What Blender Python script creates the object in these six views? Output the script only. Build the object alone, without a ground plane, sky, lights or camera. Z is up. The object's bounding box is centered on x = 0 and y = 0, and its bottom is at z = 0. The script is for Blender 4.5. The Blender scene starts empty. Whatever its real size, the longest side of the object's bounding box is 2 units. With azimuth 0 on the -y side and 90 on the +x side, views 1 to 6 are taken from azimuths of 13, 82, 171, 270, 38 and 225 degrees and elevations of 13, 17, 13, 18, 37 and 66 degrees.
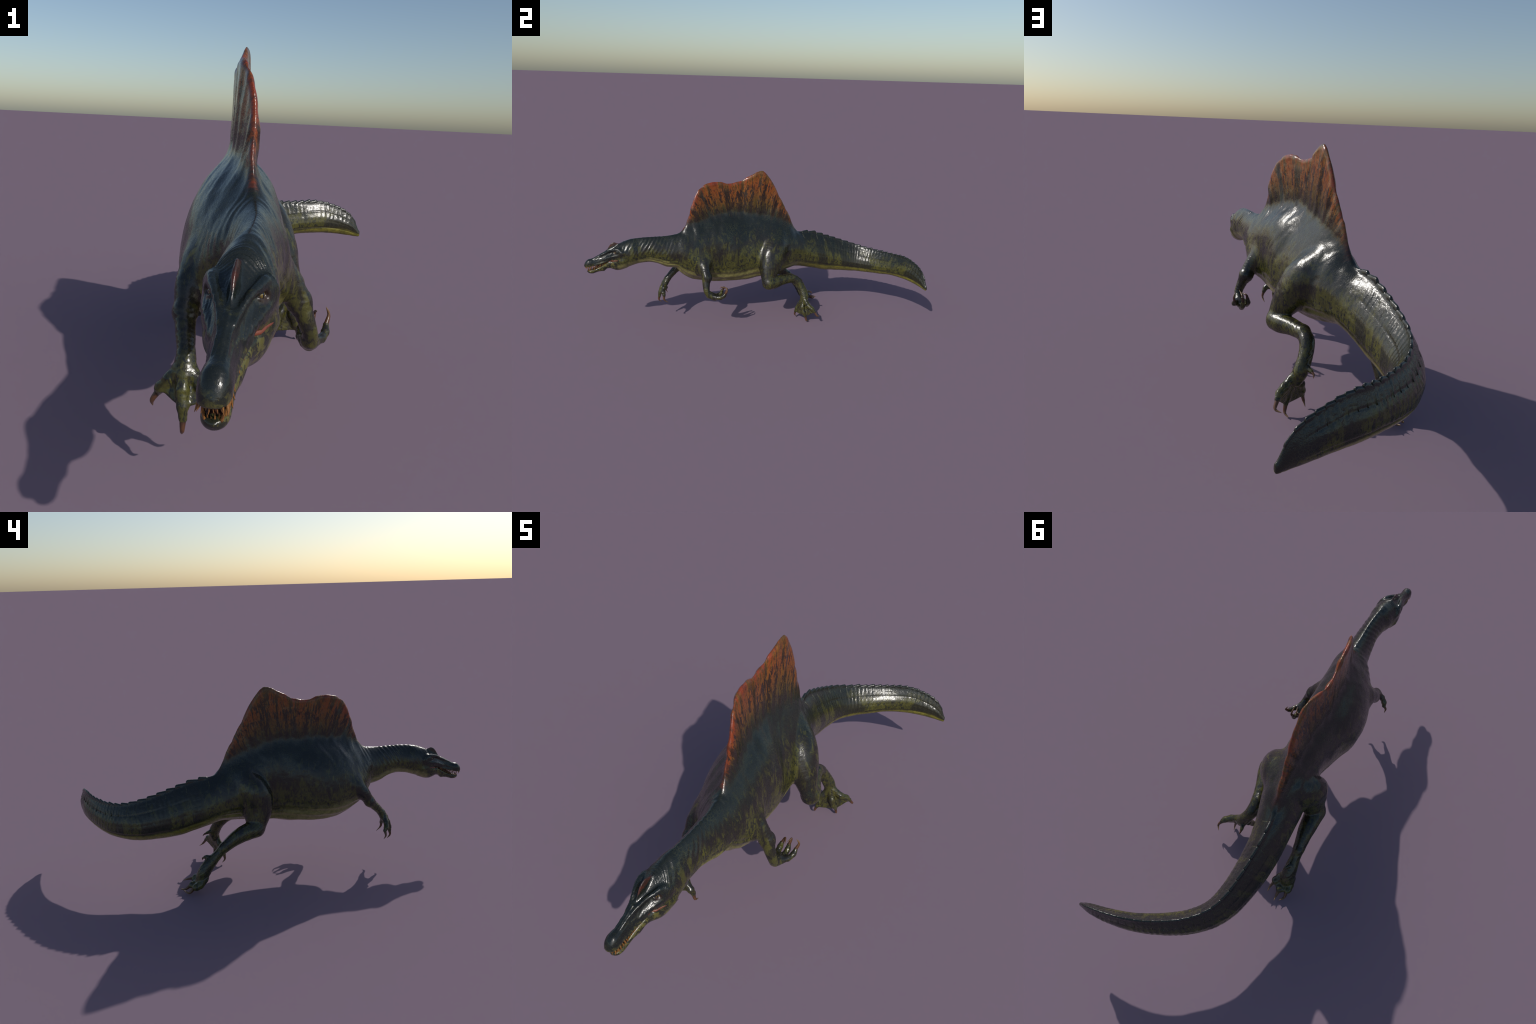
import bpy, math, random
import numpy as np
from mathutils import Vector, Matrix

random.seed(7)
H = 0.0024                       # edge length of the skin mesh
HEAD_H = 0.0017                  # finer spacing along the head

# ------------------------------------------------------------------ small maths
def curve(xs, ys):
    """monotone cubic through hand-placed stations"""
    xs = np.asarray(xs, float); ys = np.asarray(ys, float)
    hh = np.diff(xs); dl = np.diff(ys) / hh
    m = np.zeros_like(ys)
    m[1:-1] = np.where(dl[1:] * dl[:-1] > 0, 2 * dl[1:] * dl[:-1] / (dl[1:] + dl[:-1] + 1e-12 * np.sign(dl[1:] + dl[:-1] + 1e-30)), 0)
    m[0], m[-1] = dl[0], dl[-1]
    def f(x):
        x = np.clip(x, xs[0], xs[-1])
        i = np.clip(np.searchsorted(xs, x) - 1, 0, len(hh) - 1)
        t = (x - xs[i]) / hh[i]
        return ((1 + 2 * t) * (1 - t) ** 2 * ys[i] + t * (1 - t) ** 2 * hh[i] * m[i]
                + t * t * (3 - 2 * t) * ys[i + 1] + t * t * (t - 1) * hh[i] * m[i + 1])
    return f

def spline(pts, n):
    """Catmull-Rom through points (any dimension), n samples per span"""
    P = np.asarray(pts, float)
    P = np.vstack([2 * P[0] - P[1], P, 2 * P[-1] - P[-2]])
    out = []
    for i in range(1, len(P) - 2):
        a, b, c, d = P[i - 1:i + 3]
        t = np.linspace(0, 1, n, endpoint=False)[:, None]
        out.append(.5 * (2 * b + (c - a) * t + (2 * a - 5 * b + 4 * c - d) * t ** 2 + (3 * b - a - 3 * c + d) * t ** 3))
    out.append(P[-2:-1])
    return np.vstack(out)

def smin(a, b, k):
    h = np.maximum(k - np.abs(a - b), 0) / k
    return np.minimum(a, b) - h * h * k * .25

def smax(a, b, k):
    return -smin(-a, -b, k)

def sstep(a, b, x):
    t = np.clip((x - a) / (b - a), 0, 1)
    return t * t * (3 - 2 * t)

def vnoise(P, seed=0):
    """value noise in [-1, 1]"""
    Pi = np.floor(P).astype(np.int64); F = P - Pi
    F = F * F * (3 - 2 * F)
    def hsh(i, j, k):
        n = (i * 73856093) ^ (j * 19349663) ^ (k * 83492791) ^ (seed * 2654435761)
        n = (n ^ (n >> 13)) * 1274126177 & 0x7fffffff
        n = (n ^ (n >> 16)) & 0xffff
        return n / 32767.5 - 1
    r = 0
    for a in (0, 1):
        for b in (0, 1):
            for c in (0, 1):
                w = (F[:, 0] if a else 1 - F[:, 0]) * (F[:, 1] if b else 1 - F[:, 1]) * (F[:, 2] if c else 1 - F[:, 2])
                r = r + w * hsh(Pi[:, 0] + a, Pi[:, 1] + b, Pi[:, 2] + c)
    return r

# ------------------------------------------------------------------ spine seen from above
SPINE = spline([(.2165, -1.02), (.2128, -.985), (.1945, -.835), (.190, -.77), (.182, -.70), (.171, -.63), (.155, -.56),
                (.1365, -.49), (.113, -.43), (.085, -.37), (.051, -.296), (.026, -.22), (.004, -.155), (-.014, -.09),
                (-.030, .0), (-.042, .085), (-.064, .164), (-.093, .235), (-.129, .336), (-.153, .442), (-.167, .55),
                (-.166, .625), (-.150, .685), (-.112, .752), (-.06, .812), (0, .866), (.062, .909), (.12, .940),
                (.18, .966), (.240, .987), (.266, .995)], 14)
S_ARC = np.concatenate([[0], np.cumsum(np.hypot(*np.diff(SPINE, axis=0).T))])
def s_of_y(y):
    return np.interp(y, SPINE[:, 1], S_ARC)
def spine_xy(s):
    return np.stack([np.interp(s, S_ARC, SPINE[:, 0]), np.interp(s, S_ARC, SPINE[:, 1])], -1)
def spine_tan(s):
    a, b = spine_xy(s - .006), spine_xy(s + .006)
    t = b - a
    return t / np.linalg.norm(t, axis=-1, keepdims=True)

# lookup table (x, y) -> (s, d): d is positive towards +x on the straight part
LX, LY, LH = -.46, -1.06, .003
LNX, LNY = 300, 710
def build_lookup():
    gx = LX + LH * np.arange(LNX); gy = LY + LH * np.arange(LNY)
    Sg = np.zeros((LNX, LNY)); Dg = np.zeros((LNX, LNY))
    A, B = SPINE[:-1], SPINE[1:]
    AB = B - A; L2 = (AB ** 2).sum(1)
    for j, y in enumerate(gy):
        k = np.where(np.abs(A[:, 1] - y) < .40)[0]
        a, ab, l2 = A[k], AB[k], L2[k]
        px = gx[:, None] - a[None, :, 0]; py = y - a[None, :, 1]
        t = np.clip((px * ab[:, 0] + py * ab[:, 1]) / l2, 0, 1)
        qx = px - t * ab[:, 0]; qy = py - t * ab[:, 1]
        d2 = qx * qx + qy * qy
        i = d2.argmin(1); r = np.arange(LNX)
        Sg[:, j] = S_ARC[k[i]] + t[r, i] * np.sqrt(l2[i])
        cr = ab[i, 0] * qy[r, i] - ab[i, 1] * qx[r, i]
        Dg[:, j] = -np.sign(cr) * np.sqrt(d2[r, i]) * -1
    return Sg, Dg
SG, DG = build_lookup()
# orientation: make d positive on the +x side
_i = int((.0 - LX + .2) / LH); _j = int((-.1 - LY) / LH)
if DG[_i, _j] < 0:
    DG = -DG
TIP_DIR = (SPINE[-1] - SPINE[-3]) / np.linalg.norm(SPINE[-1] - SPINE[-3])
def sd(P):
    u = np.clip((P[:, 0] - LX) / LH, 0, LNX - 1.001); v = np.clip((P[:, 1] - LY) / LH, 0, LNY - 1.001)
    i = u.astype(int); j = v.astype(int); a = u - i; b = v - j
    def bl(G):
        return (G[i, j] * (1 - a) + G[i + 1, j] * a) * (1 - b) + (G[i, j + 1] * (1 - a) + G[i + 1, j + 1] * a) * b
    return bl(SG), bl(DG)

def at(y, d, z):
    """world point at spine station y, lateral offset d, height z"""
    s = s_of_y(y); p = spine_xy(s); t = spine_tan(s)
    n = np.stack([t[..., 1], -t[..., 0]], -1)          # +x side when heading +y
    q = p + n * np.asarray(d)[..., None] if np.ndim(d) else p + n * d
    return np.concatenate([q, np.asarray(z, float)[..., None] if np.ndim(z) else np.array([z])], -1)

# ------------------------------------------------------------------ trunk stations
# y, back, belly, half width, height of greatest width (0..1), roundness above, roundness below
TRUNK = [
    (-.865, .486, .418, .022, .42, 2.0, 2.0),
    (-.845, .502, .402, .036, .42, 2.0, 2.0),
    (-.820, .524, .392, .045, .42, 2.0, 2.0),
    (-.795, .544, .394, .050, .42, 2.0, 2.0),
    (-.770, .556, .402, .051, .43, 1.9, 2.1),
    (-.738, .566, .412, .050, .45, 1.8, 2.1),
    (-.700, .570, .423, .043, .45, 1.5, 2.1),
    (-.650, .572, .427, .042, .45, 1.5, 2.1),
    (-.600, .572, .414, .046, .45, 1.5, 2.1),
    (-.550, .573, .391, .053, .45, 1.5, 2.1),
    (-.500, .577, .381, .062, .45, 1.6, 2.1),
    (-.470, .584, .347, .080, .44, 1.6, 2.1),
    (-.440, .592, .318, .092, .43, 1.6, 2.1),
    (-.400, .602, .293, .100, .42, 1.8, 2.1),
    (-.340, .618, .272, .112, .42, 2.0, 2.2),
    (-.280, .632, .257, .121, .42, 2.0, 2.2),
    (-.200, .642, .251, .124, .42, 1.9, 2.2),
    (-.100, .644, .251, .101, .42, 1.7, 2.2),
    (.000, .634, .267, .088, .42, 1.7, 2.2),
    (.100, .606, .280, .086, .42, 1.7, 2.1),
    (.180, .572, .296, .088, .42, 1.7, 2.1),
    (.240, .536, .304, .080, .42, 1.7, 2.1),
    (.300, .512, .293, .074, .42, 1.55, 2.2),
    (.370, .503, .276, .070, .40, 1.40, 2.3),
    (.442, .483, .258, .066, .40, 1.35, 2.4),
    (.550, .447, .248, .060, .39, 1.32, 2.4),
    (.640, .421, .243, .054, .39, 1.30, 2.3),
    (.730, .400, .245, .048, .39, 1.30, 2.3),
    (.812, .394, .253, .043, .39, 1.30, 2.3),
    (.880, .394, .265, .037, .39, 1.30, 2.3),
    (.925, .396, .266, .031, .39, 1.30, 2.3),
    (.953, .380, .264, .026, .40, 1.35, 2.2),
    (.973, .357, .258, .020, .42, 1.5, 2.0),
    (.984, .330, .254, .014, .42, 1.6, 2.0),
    (.990, .304, .251, .010, .42, 1.8, 2.0),
    (.9945, .274, .251, .006, .42, 2.0, 2.0)]
# sideways sway of the rib cage against the line of the back:  y, at the belly, half-way up
SWAY = curve(s_of_y(np.array([-.50, -.42, -.34, -.27, -.20, -.12, -.03, .06, .13, .20, .45, .62, .80, .92, .99])), np.array([0, -.008, -.015, -.014, -.004, .015, .025, .022, .010, 0, 0, .003, .0045, .003, 0]))
_T = np.array(TRUNK).T
_ts = s_of_y(_T[0])
T_BACK, T_BELLY, T_W, T_ZC, T_PT, T_PB = [curve(_ts, c) for c in _T[1:]]

# sail and tail fin: one plate standing on the spine.  y, top, half thickness of the rim, half thickness at its foot
PLATE = [
    (-.478, .560, .003, .006), (-.463, .585, .0045, .0075), (-.455, .602, .0055, .0085), (-.442, .622, .007, .0100), (-.432, .652, .0075, .0120),
    (-.422, .684, .008, .0140), (-.407, .737, .0085, .0160), (-.395, .776, .009, .022), (-.380, .808, .009, .023), (-.362, .832, .009, .018),
    (-.345, .846, .009, .018), (-.325, .856, .009, .018), (-.298, .864, .009, .018), (-.266, .868, .009, .018), (-.235, .867, .009, .018), (-.200, .860, .009, .018), (-.165, .856, .009, .018),
    (-.127, .862, .009, .018), (-.086, .884, .009, .018), (-.040, .904, .009, .018), (-.015, .920, .009, .018), (.005, .9275, .010, .018), (.020, .9260, .010, .018),
    (.035, .916, .009, .018), (.050, .902, .009, .018), (.064, .886, .009, .018), (.093, .843, .009, .023), (.130, .773, .009, .022), (.175, .694, .009, .020),
    (.203, .640, .009, .018), (.220, .597, .009, .017), (.242, .548, .008, .015), (.262, .527, .006, .014),
    (.300, .524, .005, .013), (.336, .519, .005, .013), (.391, .507, .005, .013), (.441, .490, .005, .013), (.483, .478, .005, .012),
    (.528, .462, .0048, .012), (.572, .447, .0048, .012), (.627, .431, .0045, .011), (.663, .421, .0045, .011), (.695, .412, .004, .010),
    (.729, .407, .004, .010), (.759, .404, .004, .010), (.812, .401, .004, .009), (.866, .400, .004, .009), (.909, .405, .004, .008),
    (.929, .402, .0035, .008), (.949, .391, .003, .007), (.959, .384, .003, .006), (.973, .366, .003, .005), (.984, .340, .003, .0045), (.990, .313, .003, .004), (.9945, .278, .003, .003)]
_P = np.array(PLATE).T
_ps = s_of_y(_P[0])
R_TOP, R_RIM, R_FOOT = [curve(_ps, c) for c in _P[1:]]
S_SAIL0, S_SAIL1 = s_of_y(-.478), s_of_y(.256)

def f_trunk(P, s, d):
    z = P[:, 2]
    zt, zb, w = T_BACK(s), T_BELLY(s), T_W(s)
    zc = zb + (zt - zb) * T_ZC(s)
    d = d - SWAY(s) * (1 - sstep(.30, .95, (z - zb) / (zt - zb)))
    up = z > zc
    hh = np.where(up, zt - zc, zc - zb)
    p = np.where(up, T_PT(s), T_PB(s))
    u, v = np.abs(z - zc) / hh, np.abs(d) / w
    # past the ends of the spine the lookup clamps s, d then carries the overshoot
    rho = (u ** p + v ** p) ** (1 / p) + 1e-5
    r = np.hypot(z - zc, d) + 1e-5
    f = r * (1 - 1 / rho)
    front = sstep(s_of_y(-.868), s_of_y(-.842), s)
    return f + (1 - front) * .09

def fan(s, z):
    """ray coordinate of the sail: spines spread like a fan"""
    return (s - s_of_y(-.08)) / (z - .05)

def f_plate(P, s, d):
    z = P[:, 2]
    top = R_TOP(s)
    sl = (R_TOP(s + .003) - R_TOP(s - .003)) / .006
    q = fan(s, z)
    sail = sstep(S_SAIL0, S_SAIL0 + .03, s) * (1 - sstep(S_SAIL1 - .05, S_SAIL1, s))
    depth = np.clip((top - z) / .24, 0, 1)
    depth_t = np.clip((top - z) / .10, 0, 1)
    th = R_RIM(s) + (R_FOOT(s) - R_RIM(s)) * np.where(sail > .5, depth, depth_t)
    up = sail * sstep(.60, .70, z)
    wav = up * (.0016 * np.sin(q * 58) + .0010 * np.sin(q * 97 + 1.3))
    off = up * (.004 * np.sin(q * 11 + .5) + .002 * np.sin(q * 23))
    lump = up * .0022 * np.sin(q * 34 + 2.1 * np.sin(q * 9) + z * 6)
    f1 = np.abs(d - off) - th * (1 - .15 * up) - wav - lump * np.clip(1 - depth * 2.5, 0, 1)
    f2 = (z - top) / np.sqrt(1 + sl * sl)
    k = .016 * sail + .006
    f3 = np.maximum(np.maximum(T_BACK(s) - .035, T_BELLY(s) + .006) - z, (S_SAIL0 - s))      # the plate is rooted in the back
    return np.maximum(smax(f1, f2, k), f3)

# ------------------------------------------------------------------ head
# y, roof, lip line, half width at the lip, roundness
SKULL = [
    (-1.0005, .425, .417, .005, 2.2), (-.996, .436, .413, .0125, 2.2), (-.988, .447, .4115, .0185, 2.3), (-.975, .456, .412, .0215, 2.3), (-.962, .458, .4155, .0212, 2.2),
    (-.948, .4625, .4185, .0192, 1.9), (-.930, .4710, .4215, .0185, 1.8), (-.915, .4780, .4250, .0200, 1.8), (-.898, .486, .431, .0225, 1.75),
    (-.880, .496, .440, .0270, 1.7), (-.862, .507, .447, .0330, 1.65), (-.845, .515, .452, .0390, 1.65), (-.825, .524, .456, .0440, 1.7),
    (-.805, .534, .458, .0475, 1.8), (-.785, .542, .450, .0470, 2.0), (-.765, .545, .450, .0440, 2.0)]
_K = np.array(SKULL).T
_ks = s_of_y(_K[0])
K_TOP, K_LIP, K_W, K_P = [curve(_ks, c) for c in _K[1:]]
# y, upper edge, lower edge, half width
JAW = [
    (-.986, .390, .384, .005), (-.980, .3925, .377, .0120), (-.970, .3945, .373, .0170), (-.958, .3975, .372, .0185), (-.940, .4015, .377, .0182), (-.922, .4105, .382, .0185),
    (-.905, .4205, .383, .0215), (-.897, .4260, .3825, .0235), (-.888, .4320, .389, .026), (-.876, .4400, .3985, .029), (-.862, .4470, .3995, .0335), (-.845, .4500, .3930, .040), (-.825, .4520, .387, .0455),
    (-.805, .4550, .3885, .0485), (-.785, .4600, .396, .0480), (-.765, .4650, .404, .0460)]
_J = np.array(JAW).T
_js = s_of_y(_J[0])
J_TOP, J_BOT, J_W = [curve(_js, c) for c in _J[1:]]

def f_skull(P, s, d):
    z = P[:, 2]
    top, lip, w, p = K_TOP(s), K_LIP(s), K_W(s), K_P(s)
    hh = top - lip
    zc = lip + .22 * hh
    up = z > zc
    u = np.abs(z - zc) / np.where(up, top - zc, zc - lip)
    v = np.abs(d) / w
    pp = np.where(up, p, 3.2)
    rho = (u ** pp + v ** pp) ** (1 / pp) + 1e-5
    r = np.hypot(z - zc, d) + 1e-5
    f = r * (1 - 1 / rho)
    ends = np.maximum(s_of_y(-1.0007) - s, s - s_of_y(-.768))
    # spherical overshoot before the snout tip
    y_over = np.maximum(-1.0005 - P[:, 1], 0)
    return np.where(ends > 0, np.hypot(np.maximum(f, 0), np.maximum(ends, y_over)), f) + np.where(P[:, 1] < -1.001, .01, 0)

def f_jaw(P, s, d):
    z = P[:, 2]
    top, bot, w = J_TOP(s), J_BOT(s), J_W(s)
    hh = top - bot
    zc = bot + .62 * hh
    up = z > zc
    u = np.abs(z - zc) / np.where(up, top - zc, zc - bot)
    v = np.abs(d) / w
    p = np.where(up, 3.5, 2.0)
    rho = (u ** p + v ** p) ** (1 / p) + 1e-5
    r = np.hypot(z - zc, d) + 1e-5
    f = r * (1 - 1 / rho)
    ends = np.maximum(s_of_y(-.987) - s, s - s_of_y(-.768))
    return np.where(ends > 0, np.hypot(np.maximum(f, 0), ends) + .002, f)

def caps(P, pts, k=0.0, flat=None):
    """swept round cone through points (x, y, z, r).  flat=(axis, factor) squeezes the section along an axis."""
    Q = np.asarray(pts, float)
    best = None
    for a, b in zip(Q[:-1], Q[1:]):
        ab = b[:3] - a[:3]
        pa = P - a[:3]
        t = np.clip((pa @ ab) / (ab @ ab + 1e-12), 0, 1)
        v = pa - t[:, None] * ab
        if flat is not None:
            ax = np.asarray(flat[0], float); ax = ax / np.linalg.norm(ax)
            c = v @ ax
            v = v + (c * (1 / flat[1] - 1))[:, None] * ax
        f = np.sqrt((v * v).sum(1)) - (a[3] + (b[3] - a[3]) * t)
        best = f if best is None else (smin(best, f, k) if k > 0 else np.minimum(best, f))
    return best

def inbox(P, lo, hi):
    x, y, z = P[:, 0], P[:, 1], P[:, 2]
    return (x > lo[0]) & (x < hi[0]) & (y > lo[1]) & (y < hi[1]) & (z > lo[2]) & (z < hi[2])

def culled(P, pts, fn, pad=.065):
    q = np.asarray(pts, float)
    r = q[:, 3].max() + pad
    lo, hi = q[:, :3].min(0) - r, q[:, :3].max(0) + r
    m = inbox(P, lo, hi)
    out = np.full(len(P), .2)
    if m.any():
        out[m] = fn(P[m])
    return out

def tube(P, pts, n=3, flat=None):
    return culled(P, pts, lambda p: caps(p, spline(pts, n), 0, flat))

def web(P, p, q, r, n=2):
    """skin between two digits"""
    return culled(P, list(p) + list(q), lambda m: np.minimum(f_tri(m, p[0][:3], p[n][:3], q[n][:3], r), f_tri(m, p[0][:3], q[n][:3], q[0][:3], r)), .03)

def bead(P, q, g):
    return np.sqrt(((P - np.array(q[:3])) ** 2).sum(1)) - q[3] * g

def f_tri(P, a, b, c, r):
    """thickened triangle: the skin between two toes"""
    a, b, c = map(lambda q: np.asarray(q, float), (a, b, c))
    ba, cb, ac = b - a, c - b, a - c
    pa, pb, pc = P - a, P - b, P - c
    n = np.cross(ba, ac)
    inside = (np.sign(pa @ np.cross(ba, n)) + np.sign(pb @ np.cross(cb, n)) + np.sign(pc @ np.cross(ac, n))) < 2
    def e(v, q):
        t = np.clip((q @ v) / (v @ v), 0, 1)
        w = v * t[:, None] - q
        return (w * w).sum(1)
    d1 = np.minimum(np.minimum(e(ba, pa), e(cb, pb)), e(ac, pc))
    d2 = (pa @ n) ** 2 / (n @ n)
    return np.sqrt(np.where(inside, d1, d2)) - r

def ell(P, c, r, yaw=0, pitch=0):
    """ellipsoid; first axis along the (yawed, pitched) +y direction"""
    cy, sy, cp, sp = math.cos(yaw), math.sin(yaw), math.cos(pitch), math.sin(pitch)
    ay = np.array([sy * cp, cy * cp, sp]); ax = np.array([cy, -sy, 0]); az = np.cross(ax, ay)
    q = P - np.asarray(c)
    u = np.stack([q @ ax / r[0], q @ ay / r[1], q @ az / r[2]], 1)
    k0 = np.sqrt((u * u).sum(1)) + 1e-6
    w = u / np.asarray(r)
    k1 = np.sqrt((w * w).sum(1)) + 1e-6
    return k0 * (k0 - 1) / k1

CREST = [(-.884, .001), (-.875, .007), (-.866, .017), (-.857, .026), (-.848, .030), (-.838, .031), (-.828, .025), (-.818, .016), (-.808, .006), (-.802, 0)]
_cs = s_of_y(np.array(CREST)[:, 0]); CREST_H = curve(_cs, np.array(CREST)[:, 1])
def f_crest(P, s, d):
    z = P[:, 2]
    base = K_TOP(s)
    top = base + CREST_H(s)
    th = .0022 + .0045 * np.clip((top - z) / .03, 0, 1)
    f = np.maximum(smax(np.abs(d) - th, (z - top) * .75, .004), base - .012 - z)
    return np.where((s < _cs[0]) | (s > _cs[-1]), .02, f)

def hp(y, d, z, r):
    return np.append(at(y, d, z), r)

HEAD_BITS = []
for sg in (1, -1):
    HEAD_BITS += [
        (.010, [hp(-.905, sg * .0095, .4805, .004), hp(-.885, sg * .0135, .4900, .0045), hp(-.868, sg * .0195, .5005, .0055), hp(-.853, sg * .0255, .5080, .0065), hp(-.838, sg * .0315, .5120, .0075), hp(-.820, sg * .0365, .5160, .0085), hp(-.806, sg * .0385, .5150, .008)]),   # brow
        (.006, [hp(-.948, sg * .0085, .4580, .0012), hp(-.930, sg * .0080, .4695, .0022), hp(-.905, sg * .0085, .4800, .0024), hp(-.885, sg * .0095, .4905, .0026)]),  # ridge beside the midline
        (.010, [hp(-.890, sg * .0205, .4560, .005), hp(-.865, sg * .0290, .4680, .007), hp(-.845, sg * .0370, .4760, .0075), hp(-.822, sg * .0425, .4800, .008), hp(-.803, sg * .0440, .4860, .009)]),  # cheek bone
        (.014, [hp(-.806, sg * .0440, .4520, .0085), hp(-.786, sg * .0455, .4480, .0110)]),
        (.012, [hp(-.822, sg * .0400, .5000, .007), hp(-.803, sg * .0430, .5040, .010), hp(-.790, sg * .0440, .4950, .011)]),
        (.006, [hp(-.945, sg * .0180, .4250, .003), hp(-.920, sg * .0185, .4310, .003), hp(-.895, sg * .0220, .4380, .0035), hp(-.872, sg * .0285, .4500, .004)]),  # upper lip
    ]
HEAD_BITS += [(.006, [hp(-.946, 0, .4600, .0012), hp(-.936, 0, .4680, .0020), hp(-.915, 0, .4790, .0024), hp(-.890, 0, .4930, .0028)])]
EYES = [(at(-.829, .0345, .4995), 1), (at(-.829, -.0345, .4995), -1)]

def f_head(P, s, d):
    sk = f_skull(P, s, d)
    for k, pts in HEAD_BITS:
        sk = smin(sk, culled(P, pts, lambda p: caps(p, pts), .03), k)
    sk = smin(sk, f_crest(P, s, d), .006)
    for c, sg in EYES:
        sk = smax(sk, -(np.sqrt(((P - at(-.829, sg * .0385, .4990)) ** 2).sum(1)) - .0074), .004)
        sk = smin(sk, tube(P, [hp(-.841, sg * .0335, .4965, .0018), hp(-.835, sg * .0360, .4920, .0022), hp(-.827, sg * .0375, .4910, .0022), hp(-.819, sg * .0375, .4950, .002)], 4), .003)
        sk = smin(sk, tube(P, [hp(-.843, sg * .0320, .5040, .0026), hp(-.832, sg * .0370, .5055, .0032), hp(-.818, sg * .0385, .5040, .0030)], 3), .003)
        nose = caps(P, [hp(-.917, sg * .0155, .4630, .0022), hp(-.905, sg * .0170, .4675, .0022)])
        sk = smax(sk, -nose, .003)
    jw = f_jaw(P, s, d)
    return sk, jw

# ------------------------------------------------------------------ limbs: (x, y, z, radius)
ARM_L = dict(
    upper=[(.040, -.375, .430, .046), (.006, -.412, .425, .040), (-.008, -.450, .393, .0305), (-.004, -.488, .337, .0235)],
    muscle=[(.080, -.425, .455, .032), (.050, -.420, .425, .036), (.020, -.412, .395, .029)],
    fore=[(-.004, -.488, .337, .0235), (.010, -.521, .304, .0205), (.024, -.553, .268, .0178)],
    palm=[(.024, -.553, .268, .0178), (.026, -.568, .240, .021)],
    fingers=[
        ([(.016, -.562, .252, .0132), (-.003, -.572, .226, .0126), (-.022, -.571, .204, .0112), (-.030, -.563, .190, .0090)], (-.042, -.566, .170), (-.045, -.556, .152)),
        ([(.026, -.566, .248, .0132), (.030, -.588, .215, .0126), (.035, -.599, .184, .0112), (.038, -.603, .160, .0090)], (.038, -.606, .138), (.032, -.590, .120)),
        ([(.036, -.560, .250, .0132), (.062, -.573, .222, .0126), (.083, -.576, .201, .0114), (.092, -.572, .184, .0092)], (.098, -.570, .158), (.090, -.547, .136))],
    web=.0042)
ARM_R = dict(
    upper=[(.105, -.345, .440, .046), (.154, -.335, .408, .038), (.190, -.328, .370, .0290), (.206, -.318, .335, .0250)],
    muscle=[(.092, -.430, .460, .036), (.132, -.392, .415, .048), (.158, -.355, .376, .035)],
    fore=[(.207, -.318, .335, .0265), (.222, -.322, .305, .0220), (.238, -.319, .262, .0180), (.236, -.303, .238, .0185)],
    palm=[(.236, -.303, .238, .0195), (.232, -.275, .224, .0222)],
    fingers=[
        ([(.247, -.286, .231, .0110), (.258, -.255, .228, .0110), (.264, -.229, .236, .0100), (.263, -.216, .249, .0080)], (.267, -.203, .272), (.260, -.210, .294)),
        ([(.232, -.270, .222, .0120), (.230, -.240, .216, .0115), (.229, -.217, .228, .0105), (.228, -.210, .246, .0080)], (.232, -.203, .274), (.242, -.242, .291)),
        ([(.217, -.275, .228, .0115), (.208, -.252, .226, .0115), (.205, -.233, .238, .0105), (.208, -.229, .255, .0082)], (.214, -.218, .276), (.234, -.245, .278))],
    web=0)
LEG_R = dict(
    thigh=[(-.010, .130, .505, .048), (.034, .096, .440, .079), (.074, .072, .374, .072), (.112, .055, .304, .047), (.124, .056, .268, .040)],
    flat=((.9, .35, .2), .80),
    shank=[(.126, .060, .264, .0410), (.110, .092, .264, .0385), (.083, .140, .268, .0325), (.052, .203, .268, .0270)],
    meta=[(.052, .203, .268, .0270), (.044, .241, .248, .0280), (.053, .271, .207, .0262), (.071, .290, .162, .0268), (.086, .288, .125, .0225)],
    toes=[
        ([(.076, .280, .140, .0138), (.063, .266, .102, .0134), (.055, .252, .070, .0122), (.051, .243, .046, .0092)], (.044, .240, .022), (.040, .254, .005)),
        ([(.088, .288, .135, .0150), (.104, .276, .094, .0146), (.114, .284, .062, .0134), (.119, .294, .040, .0096)], (.122, .302, .012), (.111, .322, .002)),
        ([(.098, .292, .140, .0146), (.128, .308, .112, .0142), (.148, .328, .098, .0126), (.157, .342, .083, .0096)], (.166, .360, .058), (.147, .378, .053))],
    hallux=([(.062, .285, .180, .0110), (.048, .310, .176, .0090), (.041, .324, .173, .0070)], (.036, .338, .168), (.038, .346, .158)),
    web=.0034)
LEG_L = dict(
    thigh=[(-.088, .120, .515, .048), (-.116, .081, .436, .081), (-.121, .066, .375, .075), (-.144, .070, .312, .052), (-.160, .071, .282, .040)],
    flat=((.95, -.2, .2), .72),
    shank=[(-.162, .074, .279, .0415), (-.171, .112, .269, .0395), (-.184, .162, .247, .0340), (-.205, .226, .205, .0235)],
    meta=[(-.205, .226, .205, .0235), (-.214, .258, .172, .0225), (-.225, .297, .132, .0285), (-.232, .322, .094, .0310), (-.234, .335, .060, .0270)],
    toes=[
        ([(-.216, .318, .086, .0170), (-.206, .346, .062, .0170), (-.199, .366, .052, .0150), (-.200, .376, .050, .0100)], (-.199, .402, .046), (-.205, .426, .042)),
        ([(-.233, .326, .070, .0185), (-.232, .352, .042, .0180), (-.235, .376, .034, .0165), (-.237, .388, .032, .0105)], (-.242, .412, .016), (-.250, .434, .022)),
        ([(-.248, .316, .070, .0170), (-.257, .340, .044, .0175), (-.263, .358, .036, .0160), (-.265, .368, .034, .0105)], (-.272, .392, .012), (-.266, .418, .024))],
    hallux=([(-.222, .282, .160, .0105), (-.216, .305, .168, .0085), (-.213, .316, .164, .0070)], (-.210, .326, .158), (-.209, .328, .147)),
    web=.0048)

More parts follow.
